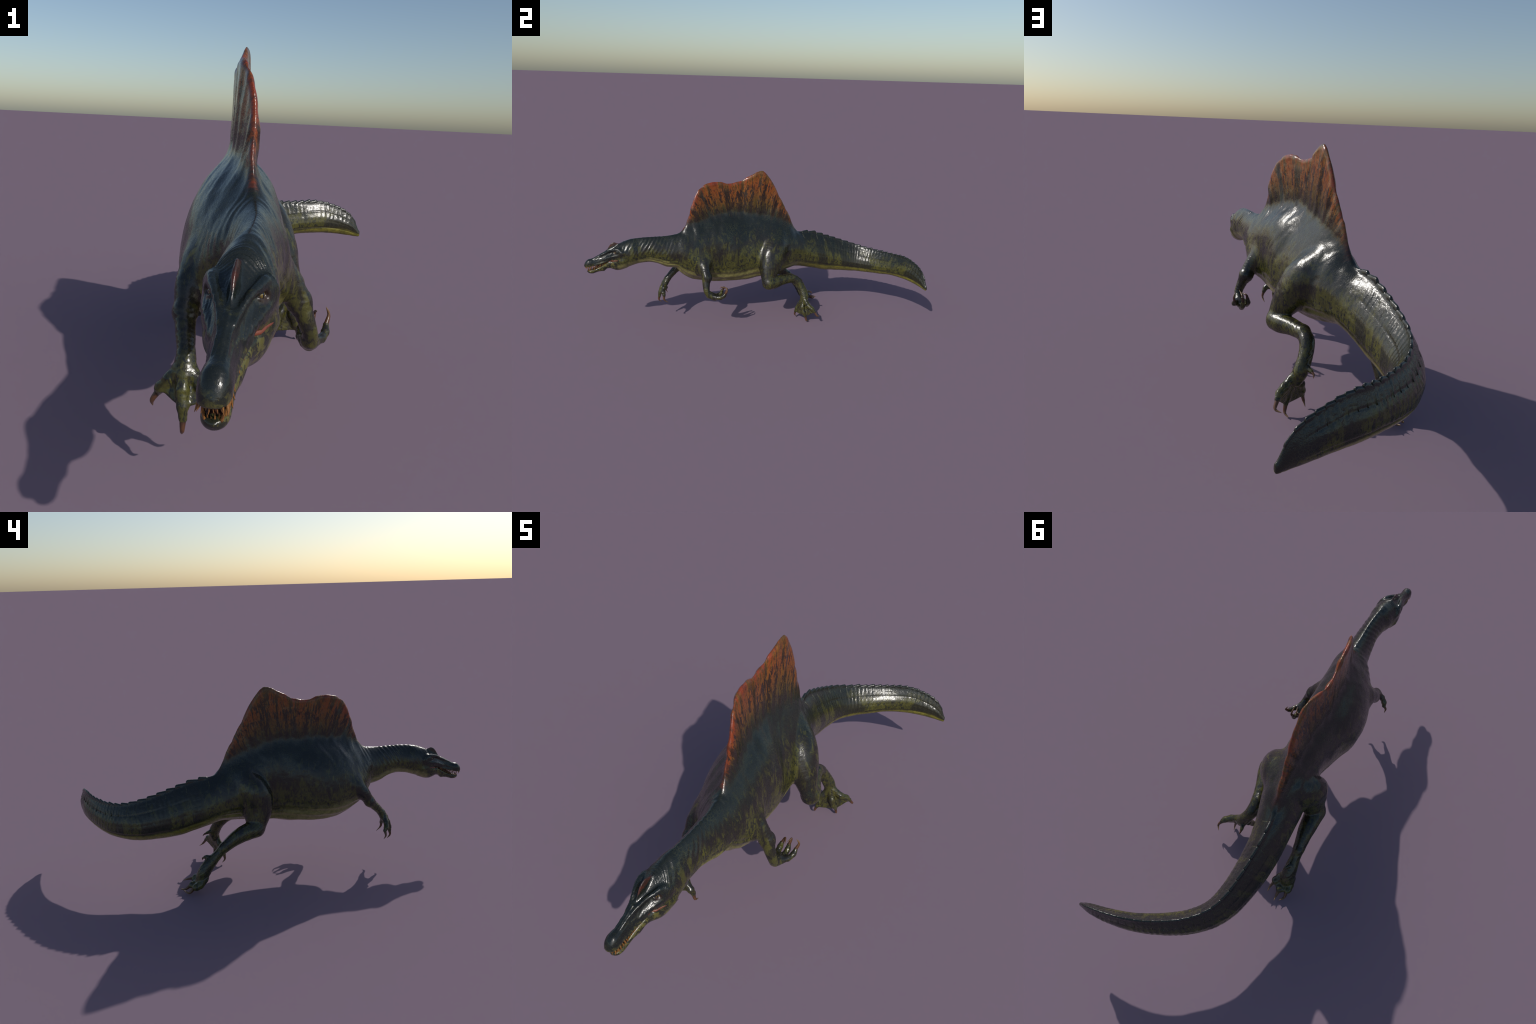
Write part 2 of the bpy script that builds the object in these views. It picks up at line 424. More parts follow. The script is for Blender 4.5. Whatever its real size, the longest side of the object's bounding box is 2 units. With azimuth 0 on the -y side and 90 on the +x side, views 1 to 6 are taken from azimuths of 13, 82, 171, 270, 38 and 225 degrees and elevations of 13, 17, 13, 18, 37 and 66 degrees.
def f_arm_parts(P, A):
    up = smin(tube(P, A["upper"], 7), tube(P, A["muscle"], 4), .025)
    fo = smin(tube(P, A["fore"], 6), bead(P, A["fore"][0], 1.08), .012)
    ha = tube(P, A["palm"], 3)
    fr = None
    for pts, *_ in A["fingers"]:
        t = tube(P, pts, 3)
        for q in pts[1:3]:      # knuckles
            t = smin(t, bead(P, q, 1.10), .004)
        fr = t if fr is None else smin(fr, t, .004)
    ha = smin(ha, fr, .010)
    if A["web"]:
        a, b, c = [f[0] for f in A["fingers"]]
        for p, q in ((a, b), (b, c)):
            ha = smin(ha, web(P, p, q, A["web"]), .006)
    return up, fo, ha

def f_leg_parts(P, L):
    th = tube(P, L["thigh"], 8, L["flat"])
    sh = tube(P, L["shank"], 6)
    ft = tube(P, L["meta"], 5)
    for pts, *_ in L["toes"]:
        t = tube(P, pts, 3)
        for q in pts[1:3]:
            t = smin(t, bead(P, q, 1.08), .005)
        ft = smin(ft, t, .007)
    ft = smin(ft, tube(P, L["hallux"][0], 2), .008)
    a, b, c = [f[0] for f in L["toes"]]
    for p, q in ((a, b), (b, c)):
        ft = smin(ft, web(P, p, q, L["web"], 3), .004)
    return th, sh, ft

def box_of(lists, pad):
    q = np.vstack([np.asarray(l, float)[:, :3] for l in lists])
    return q.min(0) - pad, q.max(0) + pad

LIMBS = []
for A in (ARM_L, ARM_R):
    LIMBS.append(("arm", A, box_of([A["upper"], A["fore"], A["palm"]] + [f[0] for f in A["fingers"]], .10)))
for L in (LEG_L, LEG_R):
    LIMBS.append(("leg", L, box_of([L["thigh"], L["shank"], L["meta"]] + [f[0] for f in L["toes"]] + [L["hallux"][0]], .12)))

def parts(P):
    """signed distances of every region"""
    s, d = sd(P)
    out = {}
    tip = (P[:, 0] - SPINE[-1, 0]) * TIP_DIR[0] + (P[:, 1] - SPINE[-1, 1]) * TIP_DIR[1]
    out["trunk"] = smax(f_trunk(P, s, d), tip, .004)
    out["plate"] = smax(f_plate(P, s, d), tip, .004)
    big = np.full(len(P), .5)
    m = P[:, 1] < -.72
    sk, jw = big.copy(), big.copy()
    if m.any():
        sk[m], jw[m] = f_head(P[m], s[m], d[m])
    out["skull"], out["jaw"] = sk, jw
    for i, (kind, L, (lo, hi)) in enumerate(LIMBS):
        m = inbox(P, lo, hi)
        g = [big.copy(), big.copy(), big.copy()]
        if m.any():
            r = f_arm_parts(P[m], L) if kind == "arm" else f_leg_parts(P[m], L)
            for a, b in zip(g, r):
                a[m] = b
        out["limb%d" % i] = g
    return out, s, d

def field(P):
    o, s, d = parts(P)
    sail = sstep(S_SAIL0, S_SAIL0 + .05, s) * (1 - sstep(S_SAIL1 - .06, S_SAIL1 + .02, s))
    k = .010 + .036 * sail
    f = smin(o["trunk"], o["plate"], k)
    # the mouth stays open: the trunk starts behind the corner of the mouth
    f = smin(f, o["skull"], .016)
    f = smin(f, np.where(P[:, 1] > -.872, o["jaw"], .5), .012)
    f = np.where(P[:, 1] > -.872, f, np.minimum(f, o["jaw"]))
    # cheek: closes the jaws behind the tooth row
    for i, (kind, L, _) in enumerate(LIMBS):
        a, b, c = o["limb%d" % i]
        f = smin(f, a, .040 if kind == "arm" else .026)
        lower = smin(b, c, .010)
        f = smin(f, lower, .009)
    return f

# ------------------------------------------------------------------ skin mesh (surface nets in slabs along y)
def skin_mesh():
    xs = np.arange(-.31, .322, H)
    zs = np.arange(-.012, .945, H)
    ys = np.concatenate([np.arange(-1.012, -.74, HEAD_H), np.arange(-.74, 1.03, H)])
    step, CO, BAND = 40, 4, .0065
    xs = xs[:(len(xs) - 1) // CO * CO + 1]; zs = zs[:(len(zs) - 1) // CO * CO + 1]
    nx, ny, nz = len(xs), len(ys), len(zs)
    XC, ZC = xs[::CO], zs[::CO]
    TOTAL = [0]
    ids, pos, quads = [], [], []
    j0 = 0
    while j0 < ny - 1:
        j1 = min(j0 + step, ny - 1)
        # coarse pass: interpolate it and evaluate exactly only in a narrow band
        je = min(j1 + 1, ny - 1)
        nyl = je - j0 + 1
        jc = np.unique(np.append(np.arange(0, nyl, CO), nyl - 1))
        cx, cy, cz = XC, ys[j0 + jc], ZC
        G = np.stack(np.meshgrid(cx, cy, cz, indexing="ij"), -1).reshape(-1, 3)
        c = field(G).reshape(len(cx), len(cy), len(cz))
        near = np.where(c < 3 * CO * H)
        if len(near[0]) == 0:
            j0 = j1; continue
        ia, ib = max(near[0].min() - 1, 0), min(near[0].max() + 1, len(cx) - 1)
        ka, kb = max(near[2].min() - 1, 0), min(near[2].max() + 1, len(cz) - 1)
        i0, i1, k0, k1 = ia * CO, ib * CO, ka * CO, kb * CO
        X, Y, Z = xs[i0:i1 + 1], ys[j0:je + 1], zs[k0:k1 + 1]
        F = c[ia:ib + 1, :, ka:kb + 1]
        def lerp(A, ax, n, at_):
            A = np.moveaxis(A, ax, 0)
            i = np.clip(np.searchsorted(at_, np.arange(n), side="right") - 1, 0, len(at_) - 2)
            t = ((np.arange(n) - at_[i]) / (at_[i + 1] - at_[i]))[:, None, None]
            return np.moveaxis(A[i] * (1 - t) + A[i + 1] * t, 0, ax)
        F = lerp(F, 0, len(X), np.arange(ib - ia + 1) * CO)
        F = lerp(F, 2, len(Z), np.arange(kb - ka + 1) * CO)
        F = np.ascontiguousarray(lerp(F, 1, nyl, jc))
        a, b, e = np.where(np.abs(F) < BAND)
        flat = np.stack([X[a], Y[b], Z[e]], 1)
        if len(flat):
            F[a, b, e] = np.concatenate([field(flat[q:q + 300000]) for q in range(0, len(flat), 300000)])
            TOTAL[0] += len(flat)
        S = F < 0
        gi, gj, gk = np.arange(i0, i1 + 1), np.arange(j0, j0 + len(Y)), np.arange(k0, k1 + 1)
        nj = j1 - j0                       # cells owned by this slab in y
        # ---- vertices
        cs = np.zeros((len(X) - 1, nj, len(Z) - 1), np.int8)
        for a_ in (0, 1):
            for b_ in (0, 1):
                for c_ in (0, 1):
                    cs += S[a_:len(X) - 1 + a_, b_:nj + b_, c_:len(Z) - 1 + c_]
        ci, cj, ck = np.where((cs > 0) & (cs < 8))
        acc = np.zeros((len(ci), 3)); cnt = np.zeros(len(ci))
        corner = lambda a_, b_, c_: F[ci + a_, cj + b_, ck + c_].astype(float)
        P0 = np.stack([X[ci], Y[cj], Z[ck]], 1)
        SZ = np.stack([X[ci + 1] - X[ci], Y[cj + 1] - Y[cj], Z[ck + 1] - Z[ck]], 1)
        for ax in range(3):
            o1, o2 = [q for q in range(3) if q != ax]
            for u in (0, 1):
                for v in (0, 1):
                    lo = [0, 0, 0]; lo[o1] = u; lo[o2] = v
                    hi = list(lo); hi[ax] = 1
                    fa, fb = corner(*lo), corner(*hi)
                    m = (fa < 0) != (fb < 0)
                    t = fa[m] / (fa[m] - fb[m])
                    w = np.tile(np.array(lo, float), (m.sum(), 1)); w[:, ax] = t
                    acc[m] += w; cnt[m] += 1
        pos.append(P0 + SZ * acc / cnt[:, None])
        cid = lambda i, j, k: (i.astype(np.int64) * ny + j) * nz + k
        ids.append(cid(gi[ci], gj[cj], gk[ck]))
        # ---- quads: edges along x and z at y index < nj (and >0 handled by ids), edges along y inside the slab
        def add(e_lo, e_hi, A, B):
            # A, B: the two negative steps spanning the four cells around the edge, wound outwards
            fl = S[tuple(e_lo)]
            i, j, k = gi[e_lo[0]], gj[e_lo[1]], gk[e_lo[2]]
            q = np.stack([cid(i, j, k), cid(i + A[0], j + A[1], k + A[2]),
                          cid(i + A[0] + B[0], j + A[1] + B[1], k + A[2] + B[2]), cid(i + B[0], j + B[1], k + B[2])], 1)
            q[~fl] = q[~fl][:, ::-1]
            quads.append(q)
        e = np.where(S[:-1, 1:nj + 1] != S[1:, 1:nj + 1]); e = (e[0], e[1] + 1, e[2]); add(e, None, (0, -1, 0), (0, 0, -1))
        e = np.where(S[:, 1:nj + 1, :-1] != S[:, 1:nj + 1, 1:]); e = (e[0], e[1] + 1, e[2]); add(e, None, (-1, 0, 0), (0, -1, 0))
        e = np.where(S[:, :nj] != S[:, 1:nj + 1]); add(e, None, (0, 0, -1), (-1, 0, 0))
        j0 = j1
    ids = np.concatenate(ids); pos = np.concatenate(pos); quads = np.concatenate(quads)
    o = np.argsort(ids); ids, pos = ids[o], pos[o]
    q = np.searchsorted(ids, quads); q = np.clip(q, 0, len(ids) - 1)
    ok = (ids[q] == quads).all(1)
    return pos, q[ok]

def keep_largest(V, Q):
    """drop crumbs: label propagation with pointer jumping"""
    E = np.vstack([Q[:, [0, 1]], Q[:, [1, 2]], Q[:, [2, 3]], Q[:, [3, 0]]])
    E = np.vstack([E, E[:, ::-1]])
    E = E[np.argsort(E[:, 0], kind="stable")]
    start = np.flatnonzero(np.r_[True, E[1:, 0] != E[:-1, 0]])
    own = E[start, 0]
    lab = np.arange(len(V))
    for _ in range(400):
        new = lab.copy()
        new[own] = np.minimum(lab[own], np.minimum.reduceat(lab[E[:, 1]], start))
        np.minimum.at(new, lab, new) if _ % 4 == 3 else None
        new = new[new]
        if (new == lab).all():
            break
        lab = new
    vals, cnt = np.unique(lab[Q[:, 0]], return_counts=True)
    Q = Q[np.isin(lab[Q[:, 0]], vals[cnt > 400])]
    used = np.unique(Q)
    mp = np.full(len(V), -1); mp[used] = np.arange(len(used))
    return V[used], mp[Q]

def normals_of(V, Q):
    a = V[Q[:, 2]] - V[Q[:, 0]]; b = V[Q[:, 3]] - V[Q[:, 1]]
    n = np.cross(a, b)
    N = np.zeros_like(V)
    for c in range(4):
        np.add.at(N, Q[:, c], n)
    return N / (np.linalg.norm(N, axis=1, keepdims=True) + 1e-12)

def relax(V, Q, n, lam):
    E = np.sort(np.vstack([Q[:, [0, 1]], Q[:, [1, 2]], Q[:, [2, 3]], Q[:, [3, 0]]]), 1).astype(np.int64)
    E = np.unique(E[:, 0] * len(V) + E[:, 1]); E = np.stack([E // len(V), E % len(V)], 1)
    deg = np.bincount(E.ravel(), minlength=len(V)).astype(float)[:, None]
    for _ in range(n):
        A = np.zeros_like(V)
        for c in range(3):
            A[:, c] = np.bincount(E[:, 0], V[E[:, 1], c], len(V)) + np.bincount(E[:, 1], V[E[:, 0], c], len(V))
        V = V + lam * (A / deg - V)
    return V

def relief(V, N):
    """folds, rings and wrinkles of the hide"""
    s, d = sd(V)
    y, z = V[:, 1], V[:, 2]
    zt, zb = T_BACK(s), T_BELLY(s)
    h = (z - zb) / (zt - zb)
    o, _, _ = parts(V)
    limb = np.min([np.minimum(np.minimum(*o["limb%d" % i][:2]), o["limb%d" % i][2]) for i in range(4)], 0)
    onbody = sstep(.002, .015, limb)
    wob = vnoise(V * 22, 3) * .5 + vnoise(V * 55, 4) * .25
    D = np.zeros(len(V))
    # neck rings, strongest on the nape
    neck = sstep(-.815, -.79, y) * (1 - sstep(-.52, -.42, y)) * onbody * sstep(.25, .6, h) * (1 - sstep(1.15, 1.3, h))
    lean = s - .10 * (h - .5)
    vary = np.clip(.6 + .9 * vnoise(V * 17, 12), 0, 1.3)
    D += neck * vary * .0012 * np.sin(lean * 2 * np.pi / .0225 + 3.2 * wob)
    nape = np.exp(-((y + .795) / .016) ** 2) * sstep(.55, .9, h)
    D += nape * .0013 * np.sin(lean * 2 * np.pi / .0085 + 1.2 * wob)
    # slanting folds over ribs and shoulder
    rib = sstep(-.46, -.36, y) * (1 - sstep(.16, .28, y)) * onbody * sstep(.40, .65, h) * (1 - sstep(1.0, 1.2, h))
    sl = np.stack([(s - .20 * h) * 30 + wob * .5, h * 3.4, np.sign(d) * 3 + d * 5], 1)
    D += rib * (.0020 * vnoise(sl, 21) + .0006 * vnoise(sl * 2.3, 22))
    D += onbody * sstep(.30, .6, h) * (1 - sstep(.95, 1.1, h)) * sstep(-.5, -.4, y) * (1 - sstep(.2, .3, y)) * .0022 * vnoise(np.stack([s * 13, h * 4.5, np.sign(d) * 5], 1), 23)
    # long folds along belly and throat
    low = onbody * (1 - sstep(.20, .38, h)) * sstep(-.70, -.6, y) * (1 - sstep(.18, .26, y))
    D += low * .0018 * np.sin(h * 2 * np.pi / .105 + 4.0 * vnoise(np.stack([s * 7, d * 4, z * 2], 1), 9))
    # tail: bands
    tail = sstep(.26, .36, y) * (1 - sstep(.97, .995, y)) * onbody
    D += tail * vary * .0006 * np.sin(s * 2 * np.pi / .021 + 3.5 * wob) * sstep(.1, .4, h)
    D += tail * sstep(.34, .40, y) * (.0018 * np.exp(-((h - .56) / .09) ** 2) - .0016 * np.exp(-((h - .735) / .028) ** 2) * np.clip(.7 + .6 * vnoise(np.stack([s * 14, h * 3, d * 0], 1), 44), 0, 1.2))
    D -= tail * .0022 * np.exp(-((h - .22) / .022) ** 2)
    # snout: fine wrinkles running lengthwise
    up = sstep(K_LIP(s) + .004, K_LIP(s) + .016, z) * (1 - sstep(-.84, -.82, y)) * sstep(-.972, -.955, y)
    D += up * .00045 * np.sin(d * 2 * np.pi / .0058 + 2.6 * vnoise(np.stack([d * 160, y * 28, z * 60], 1), 31)) * np.clip(.5 + vnoise(V * 60, 33), 0, 1)
    # rows of scales along the sides of the tail
    row = np.abs(np.sin(h * np.pi / .115)); colm = np.abs(np.sin((s + .0095 * np.floor(h / .115)) * np.pi / .0195))
    D += tail * np.clip(.5 + .8 * vnoise(V * 12, 41), 0, 1) * sstep(.28, .4, h) * (1 - sstep(.80, .9, h)) * .0009 * (np.sqrt(row * colm) - .6)
    # muscle strands over thigh and upper arm
    lm0 = (1 - sstep(.0, .006, np.abs(limb))) * (1 - onbody) * sstep(.30, .36, z)
    D += lm0 * (.0022 * vnoise(np.stack([V[:, 0] * 9, y * 42 + z * 8, z * 9], 1), 51) + .0006 * vnoise(V * 55, 52))
    # limbs: creases across the joints
    lm = (1 - sstep(.0, .006, np.abs(limb))) * (1 - onbody)
    arms = lm * (1 - sstep(-.2, -.15, y))
    D += arms * .0003 * np.clip(.5 + vnoise(V * 26, 46), 0, 1) * np.sin(z * 2 * np.pi / .0125 + 3 * wob)
    D += lm * vary * (1 - sstep(.26, .34, z)) * .0005 * np.sin((z * .9 + y * .6) * 2 * np.pi / .0105 + 2.5 * wob)
    # general unevenness
    amp = np.where(y < -.80, .15, 1.0)
    D += amp * (.0009 * vnoise(V * 30, 1) + .0003 * vnoise(V * 80, 2))
    return V + N * D[:, None]

# ------------------------------------------------------------------ materials
class NT:
    def __init__(self, name):
        self.m = bpy.data.materials.new(name); self.m.use_nodes = True
        self.t = self.m.node_tree; self.n = self.t.nodes; self.l = self.t.links
        self.bsdf = self.n["Principled BSDF"]
    def new(self, kind, **kw):
        x = self.n.new(kind)
        for k, v in kw.items():
            setattr(x, k, v)
        return x
    def put(self, sock, v):
        if isinstance(v, bpy.types.NodeSocket):
            self.l.new(v, sock)
        elif isinstance(v, (tuple, list)) and len(v) == 3 and sock.type == "RGBA":
            sock.default_value = (*v, 1)
        else:
            sock.default_value = v
    def math(self, op, a, b=0.0, c=None, clamp=False):
        x = self.new("ShaderNodeMath", operation=op, use_clamp=clamp)
        self.put(x.inputs[0], a); self.put(x.inputs[1], b)
        if c is not None:
            self.put(x.inputs[2], c)
        return x.outputs[0]
    def step(self, v, a, b, lo=0.0, hi=1.0):
        x = self.new("ShaderNodeMapRange", interpolation_type="SMOOTHSTEP")
        self.put(x.inputs[0], v)
        for i, q in enumerate((a, b, lo, hi)):
            self.put(x.inputs[i + 1], q)
        return x.outputs[0]
    def mix(self, f, a, b, mode="MIX"):
        x = self.new("ShaderNodeMix", data_type="RGBA", blend_type=mode)
        self.put(x.inputs[0], f); self.put(x.inputs[6], a); self.put(x.inputs[7], b)
        return x.outputs[2]
    def mixf(self, f, a, b):
        x = self.new("ShaderNodeMix", data_type="FLOAT")
        self.put(x.inputs[0], f); self.put(x.inputs[2], a); self.put(x.inputs[3], b)
        return x.outputs[0]
    def obj(self):
        return self.new("ShaderNodeTexCoord").outputs["Object"]
    def sep(self, v):
        x = self.new("ShaderNodeSeparateXYZ"); self.put(x.inputs[0], v)
        return x.outputs
    def comb(self, a, b, c):
        x = self.new("ShaderNodeCombineXYZ")
        for i, q in enumerate((a, b, c)):
            self.put(x.inputs[i], q)
        return x.outputs[0]
    def scale(self, v, s):
        x = self.new("ShaderNodeMapping"); self.put(x.inputs[0], v); x.inputs["Scale"].default_value = s
        return x.outputs[0]
    def noise(self, v, scale, detail=3.0, rough=.55, dist=0.0):
        x = self.new("ShaderNodeTexNoise"); self.put(x.inputs["Vector"], v)
        x.inputs["Scale"].default_value = scale; x.inputs["Detail"].default_value = detail
        x.inputs["Roughness"].default_value = rough; x.inputs["Distortion"].default_value = dist
        return x.outputs[0]
    def voro(self, v, scale, feature="F1", out="Distance", rand=1.0):
        x = self.new("ShaderNodeTexVoronoi", feature=feature); self.put(x.inputs["Vector"], v)
        x.inputs["Scale"].default_value = scale; x.inputs["Randomness"].default_value = rand
        return x.outputs[out]
    def profile(self, v, f, n=26, lo=-1.0, hi=1.0):
        """height of a body line as a function of y"""
        x = self.new("ShaderNodeFloatCurve")
        self.put(x.inputs[1], self.math("MULTIPLY_ADD", v, 1 / (hi - lo), -lo / (hi - lo)))
        c = x.mapping.curves[0]
        ys = np.linspace(lo, hi, n)
        zz = f(s_of_y(ys))
        while len(c.points) < n:
            c.points.new(.5, .5)
        for p, a, b in zip(c.points, (ys - lo) / (hi - lo), zz):
            p.location = (float(a), float(b)); p.handle_type = "AUTO_CLAMPED"
        x.mapping.update()
        return x.outputs[0]
    def bump(self, h, strength, dist, normal=None):
        x = self.new("ShaderNodeBump"); x.inputs["Strength"].default_value = strength; x.inputs["Distance"].default_value = dist
        self.put(x.inputs["Height"], h)
        if normal is not None:
            self.put(x.inputs["Normal"], normal)
        return x.outputs[0]

SLATE = (.0135, .0165, .0140)
SLATE_BLUE = (.0118, .0162, .0150)
UMBER = (.0200, .0165, .0135)
OLIVE = (.096, .092, .017)
OLIVE_DARK = (.036, .038, .012)
BELLY = (.255, .232, .080)
ORANGE = (.255, .066, .013)
OCHRE = (.195, .096, .014)
RUST = (.25, .038, .013)

def skin_material(name, floor=-1.0, head=False):
    """one hide for the whole animal; floor keeps limbs from taking the belly colour"""
    k = NT(name)
    v = k.obj(); x, y, z = k.sep(v)[:3]
    zt, zb = k.profile(y, T_BACK), k.profile(y, T_BELLY)
    h = k.math("DIVIDE", k.math("SUBTRACT", z, zb), k.math("MAXIMUM", k.math("SUBTRACT", zt, zb), .02))
    streak = k.scale(v, (1.0, 1.0, .30))
    n1 = k.noise(streak, 26, 5, .62, .4)          # vertical blotches
    n2 = k.noise(v, 60, 5, .65, .5)               # small mottles
    n3 = k.noise(v, 9, 3, .5)                     # broad patches
    n4 = k.noise(v, 170, 3, .6)
    nn = k.math("ADD", k.math("MULTIPLY", k.math("SUBTRACT", n1, .5), .62), k.math("MULTIPLY", k.math("SUBTRACT", n3, .5), .50))
    if floor > .3 and floor < .6:
        front = k.math("MULTIPLY", k.step(k.math("MULTIPLY_ADD", z, -.25, y), .015, -.055), k.step(y, -.10, -.06))
        arm = k.math("MULTIPLY", k.step(y, -.15, -.20), k.step(z, .26, .36))
        fl_ = k.math("ADD", k.math("MULTIPLY_ADD", front, .17, floor - .06), k.math("MULTIPLY", arm, .14))
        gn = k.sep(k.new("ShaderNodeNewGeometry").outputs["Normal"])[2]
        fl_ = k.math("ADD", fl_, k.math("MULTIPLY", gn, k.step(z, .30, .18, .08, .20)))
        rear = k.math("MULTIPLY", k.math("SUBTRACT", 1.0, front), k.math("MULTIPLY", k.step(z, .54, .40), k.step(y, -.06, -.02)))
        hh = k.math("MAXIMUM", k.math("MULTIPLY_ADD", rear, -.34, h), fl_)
    else:
        hh = k.math("MAXIMUM", h, floor)
    tipm = k.math("MULTIPLY", k.step(x, .02, .24), k.step(y, .80, .90))
    hn = k.math("ADD", k.math("MULTIPLY_ADD", tipm, -.22, hh), k.math("ADD", k.math("MULTIPLY", nn, 1.15), k.math("MULTIPLY", k.math("SUBTRACT", k.noise(streak, 75, 4, .6, .5), .5), .42)))
    # back
    back = k.mix(k.step(n3, .40, .62), SLATE, SLATE_BLUE)
    back = k.mix(k.step(n2, .55, .75, 0, .55), back, OLIVE_DARK)
    # umber band between back and flank
    um = k.math("MULTIPLY", k.step(hn, .36, .50), k.step(hn, .80, .60))
    col = k.mix(k.math("MULTIPLY", um, .75), back, UMBER)
    # flank
    fl = k.mix(k.step(n2, .40, .60), OLIVE, (.060, .060, .014))
    spots = k.step(k.noise(k.scale(v, (1, 1, .6)), 95, 5, .62, .9), .49, .57)
    fl = k.mix(k.math("MULTIPLY", spots, .93), fl, (.014, .017, .013))
    tailmask = k.step(y, .24, .36)
    edge_hi = k.mixf(tailmask, .62, .92)
    edge_lo = k.mixf(tailmask, .34, .40)
    fm = k.math("SUBTRACT", 1.0, k.step(hn, edge_lo, edge_hi))
    col = k.mix(k.math("MULTIPLY", fm, .92), col, fl)
    climb = k.math("MULTIPLY", k.step(k.noise(streak, 48, 6, .68, .6), .53, .61), k.math("MULTIPLY", k.step(hh, 1.02, .55), k.step(hh, .18, .34)))
    col = k.mix(k.math("MULTIPLY", climb, .75), col, (.078, .076, .018))
    # broad dark bars of the tail
    bar = k.step(k.noise(k.comb(k.math("MULTIPLY_ADD", y, 1.0, k.math("MULTIPLY", x, -.9)), 0.0, k.math("MULTIPLY", z, .10)), 17, 2, .5), .51, .57)
    col = k.mix(k.math("MULTIPLY", k.math("MULTIPLY", bar, tailmask), .85), col, (.016, .017, .013))
    # belly
    bm = k.math("SUBTRACT", 1.0, k.step(k.math("ADD", hh, k.math("MULTIPLY", nn, .28)), .15, .27))
    be = k.mix(k.step(n2, .38, .66), BELLY, (.150, .140, .042))
    be = k.mix(tailmask, be, k.mix(k.step(n2, .38, .66), (.215, .195, .028), (.115, .108, .018)))
    col = k.mix(k.math("MULTIPLY", bm, .95), col, be)
    seam = k.math("MULTIPLY", tailmask, k.math("MULTIPLY", k.step(hh, .17, .22), k.step(hh, .275, .235)))
    col = k.mix(k.math("MULTIPLY", seam, .75), col, (.020, .018, .010))
    stitch = k.math("MULTIPLY", k.math("MULTIPLY", k.step(hh, .69, .72), k.step(hh, .78, .75)), k.math("MULTIPLY", tailmask, k.step(k.noise(k.scale(v, (1, 1, .1)), 24, 2, .5), .46, .54)))
    col = k.mix(k.math("MULTIPLY", stitch, .6), col, (.012, .012, .009))
    # fine pale net of scale edges on the back
    net = k.voro(k.scale(v, (1.0, .8, 1.0)), 105, "DISTANCE_TO_EDGE")
    netm = k.math("MULTIPLY", k.step(net, .10, .02), k.math("MULTIPLY", k.step(hh, .5, .75), k.step(n3, .50, .66)))
    col = k.mix(k.math("MULTIPLY", netm, .30), col, (.085, .090, .040))
    if not head:
        # sail
        top = k.profile(y, R_TOP, 60)
        up = k.math("SUBTRACT", z, k.math("MULTIPLY_ADD", zt, 1.0, -.015))
        rim = k.math("SUBTRACT", top, z)
        s0 = float(s_of_y(-.08))
        q = k.math("DIVIDE", k.math("ADD", y, .08), k.math("SUBTRACT", z, .05))
        fanv = k.comb(k.math("MULTIPLY", q, 1.0), k.math("MULTIPLY", z, .16), k.math("MULTIPLY", x, .25))
        f1 = k.noise(fanv, 30, 6, .62, .25)
        f2 = k.noise(fanv, 85, 5, .65, .35)
        fanb = k.comb(k.math("MULTIPLY", q, .60), k.math("MULTIPLY", z, .24), k.math("MULTIPLY", x, .3))
        blot = k.noise(fanb, 120, 6, .68, .9)
        ray = k.math("ADD", k.math("MULTIPLY", f1, .6), k.math("MULTIPLY", f2, .4))
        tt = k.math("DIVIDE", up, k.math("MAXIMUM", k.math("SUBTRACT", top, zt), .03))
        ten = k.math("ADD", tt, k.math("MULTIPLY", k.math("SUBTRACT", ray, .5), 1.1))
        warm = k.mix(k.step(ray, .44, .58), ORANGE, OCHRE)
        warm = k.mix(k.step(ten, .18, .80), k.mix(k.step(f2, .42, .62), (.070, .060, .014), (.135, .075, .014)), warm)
        redm = k.math("MAXIMUM", k.step(k.math("ADD", rim, k.math("MULTIPLY", k.math("SUBTRACT", f1, .5), .12)), .026, -.006),
                      k.step(k.math("ADD", k.math("MULTIPLY_ADD", z, -.38, y), k.math("MULTIPLY", k.math("SUBTRACT", f1, .5), .06)), -.640, -.690))
        warm = k.mix(k.math("MULTIPLY", redm, .85), warm, RUST)
        dark = k.step(k.math("ADD", blot, k.math("MULTIPLY_ADD", k.math("SUBTRACT", ray, .5), 1.35, k.math("MULTIPLY", k.math("SUBTRACT", 1.0, k.math("MINIMUM", tt, 1.0)), .075))), .492, .555)
        speck = k.step(k.noise(fanb, 330, 4, .6, .5), .56, .63)
        dark = k.math("MAXIMUM", dark, k.math("MULTIPLY", speck, .75))
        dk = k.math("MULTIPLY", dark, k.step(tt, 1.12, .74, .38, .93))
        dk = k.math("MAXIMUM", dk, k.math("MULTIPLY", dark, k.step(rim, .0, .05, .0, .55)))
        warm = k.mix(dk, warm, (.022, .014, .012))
        sm = k.step(k.math("ADD", up, k.math("MULTIPLY", k.math("SUBTRACT", ray, .5), .24)), .012, .105)
        ends = k.math("MULTIPLY", k.step(y, -.463, -.440), k.step(y, .262, .235))
        edge_front = k.math("MULTIPLY", k.step(rim, .014, .001), k.step(y, -.36, -.42))
        edge_back = k.math("MULTIPLY", k.math("MULTIPLY", k.step(rim, .05, .015), k.step(y, .10, .16)), k.step(z, .57, .64, .1, .8))
        sm = k.math("MAXIMUM", sm, k.math("MULTIPLY", k.math("MAXIMUM", edge_front, edge_back), k.step(up, -.01, .02)))
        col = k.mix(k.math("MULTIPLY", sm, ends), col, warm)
    else:
        # crest, snout freckles
        up = k.math("SUBTRACT", z, k.profile(y, K_TOP, 40, -1.02, -.74))
        cm = k.math("MULTIPLY", k.step(up, .006, .016), k.math("MULTIPLY", k.step(y, -.890, -.880), k.step(y, -.800, -.812)))
        col = k.mix(cm, col, k.mix(k.step(n2, .4, .6), (.075, .022, .014), (.040, .018, .014)))
        lip = k.profile(y, K_LIP, 40, -1.02, -.74)
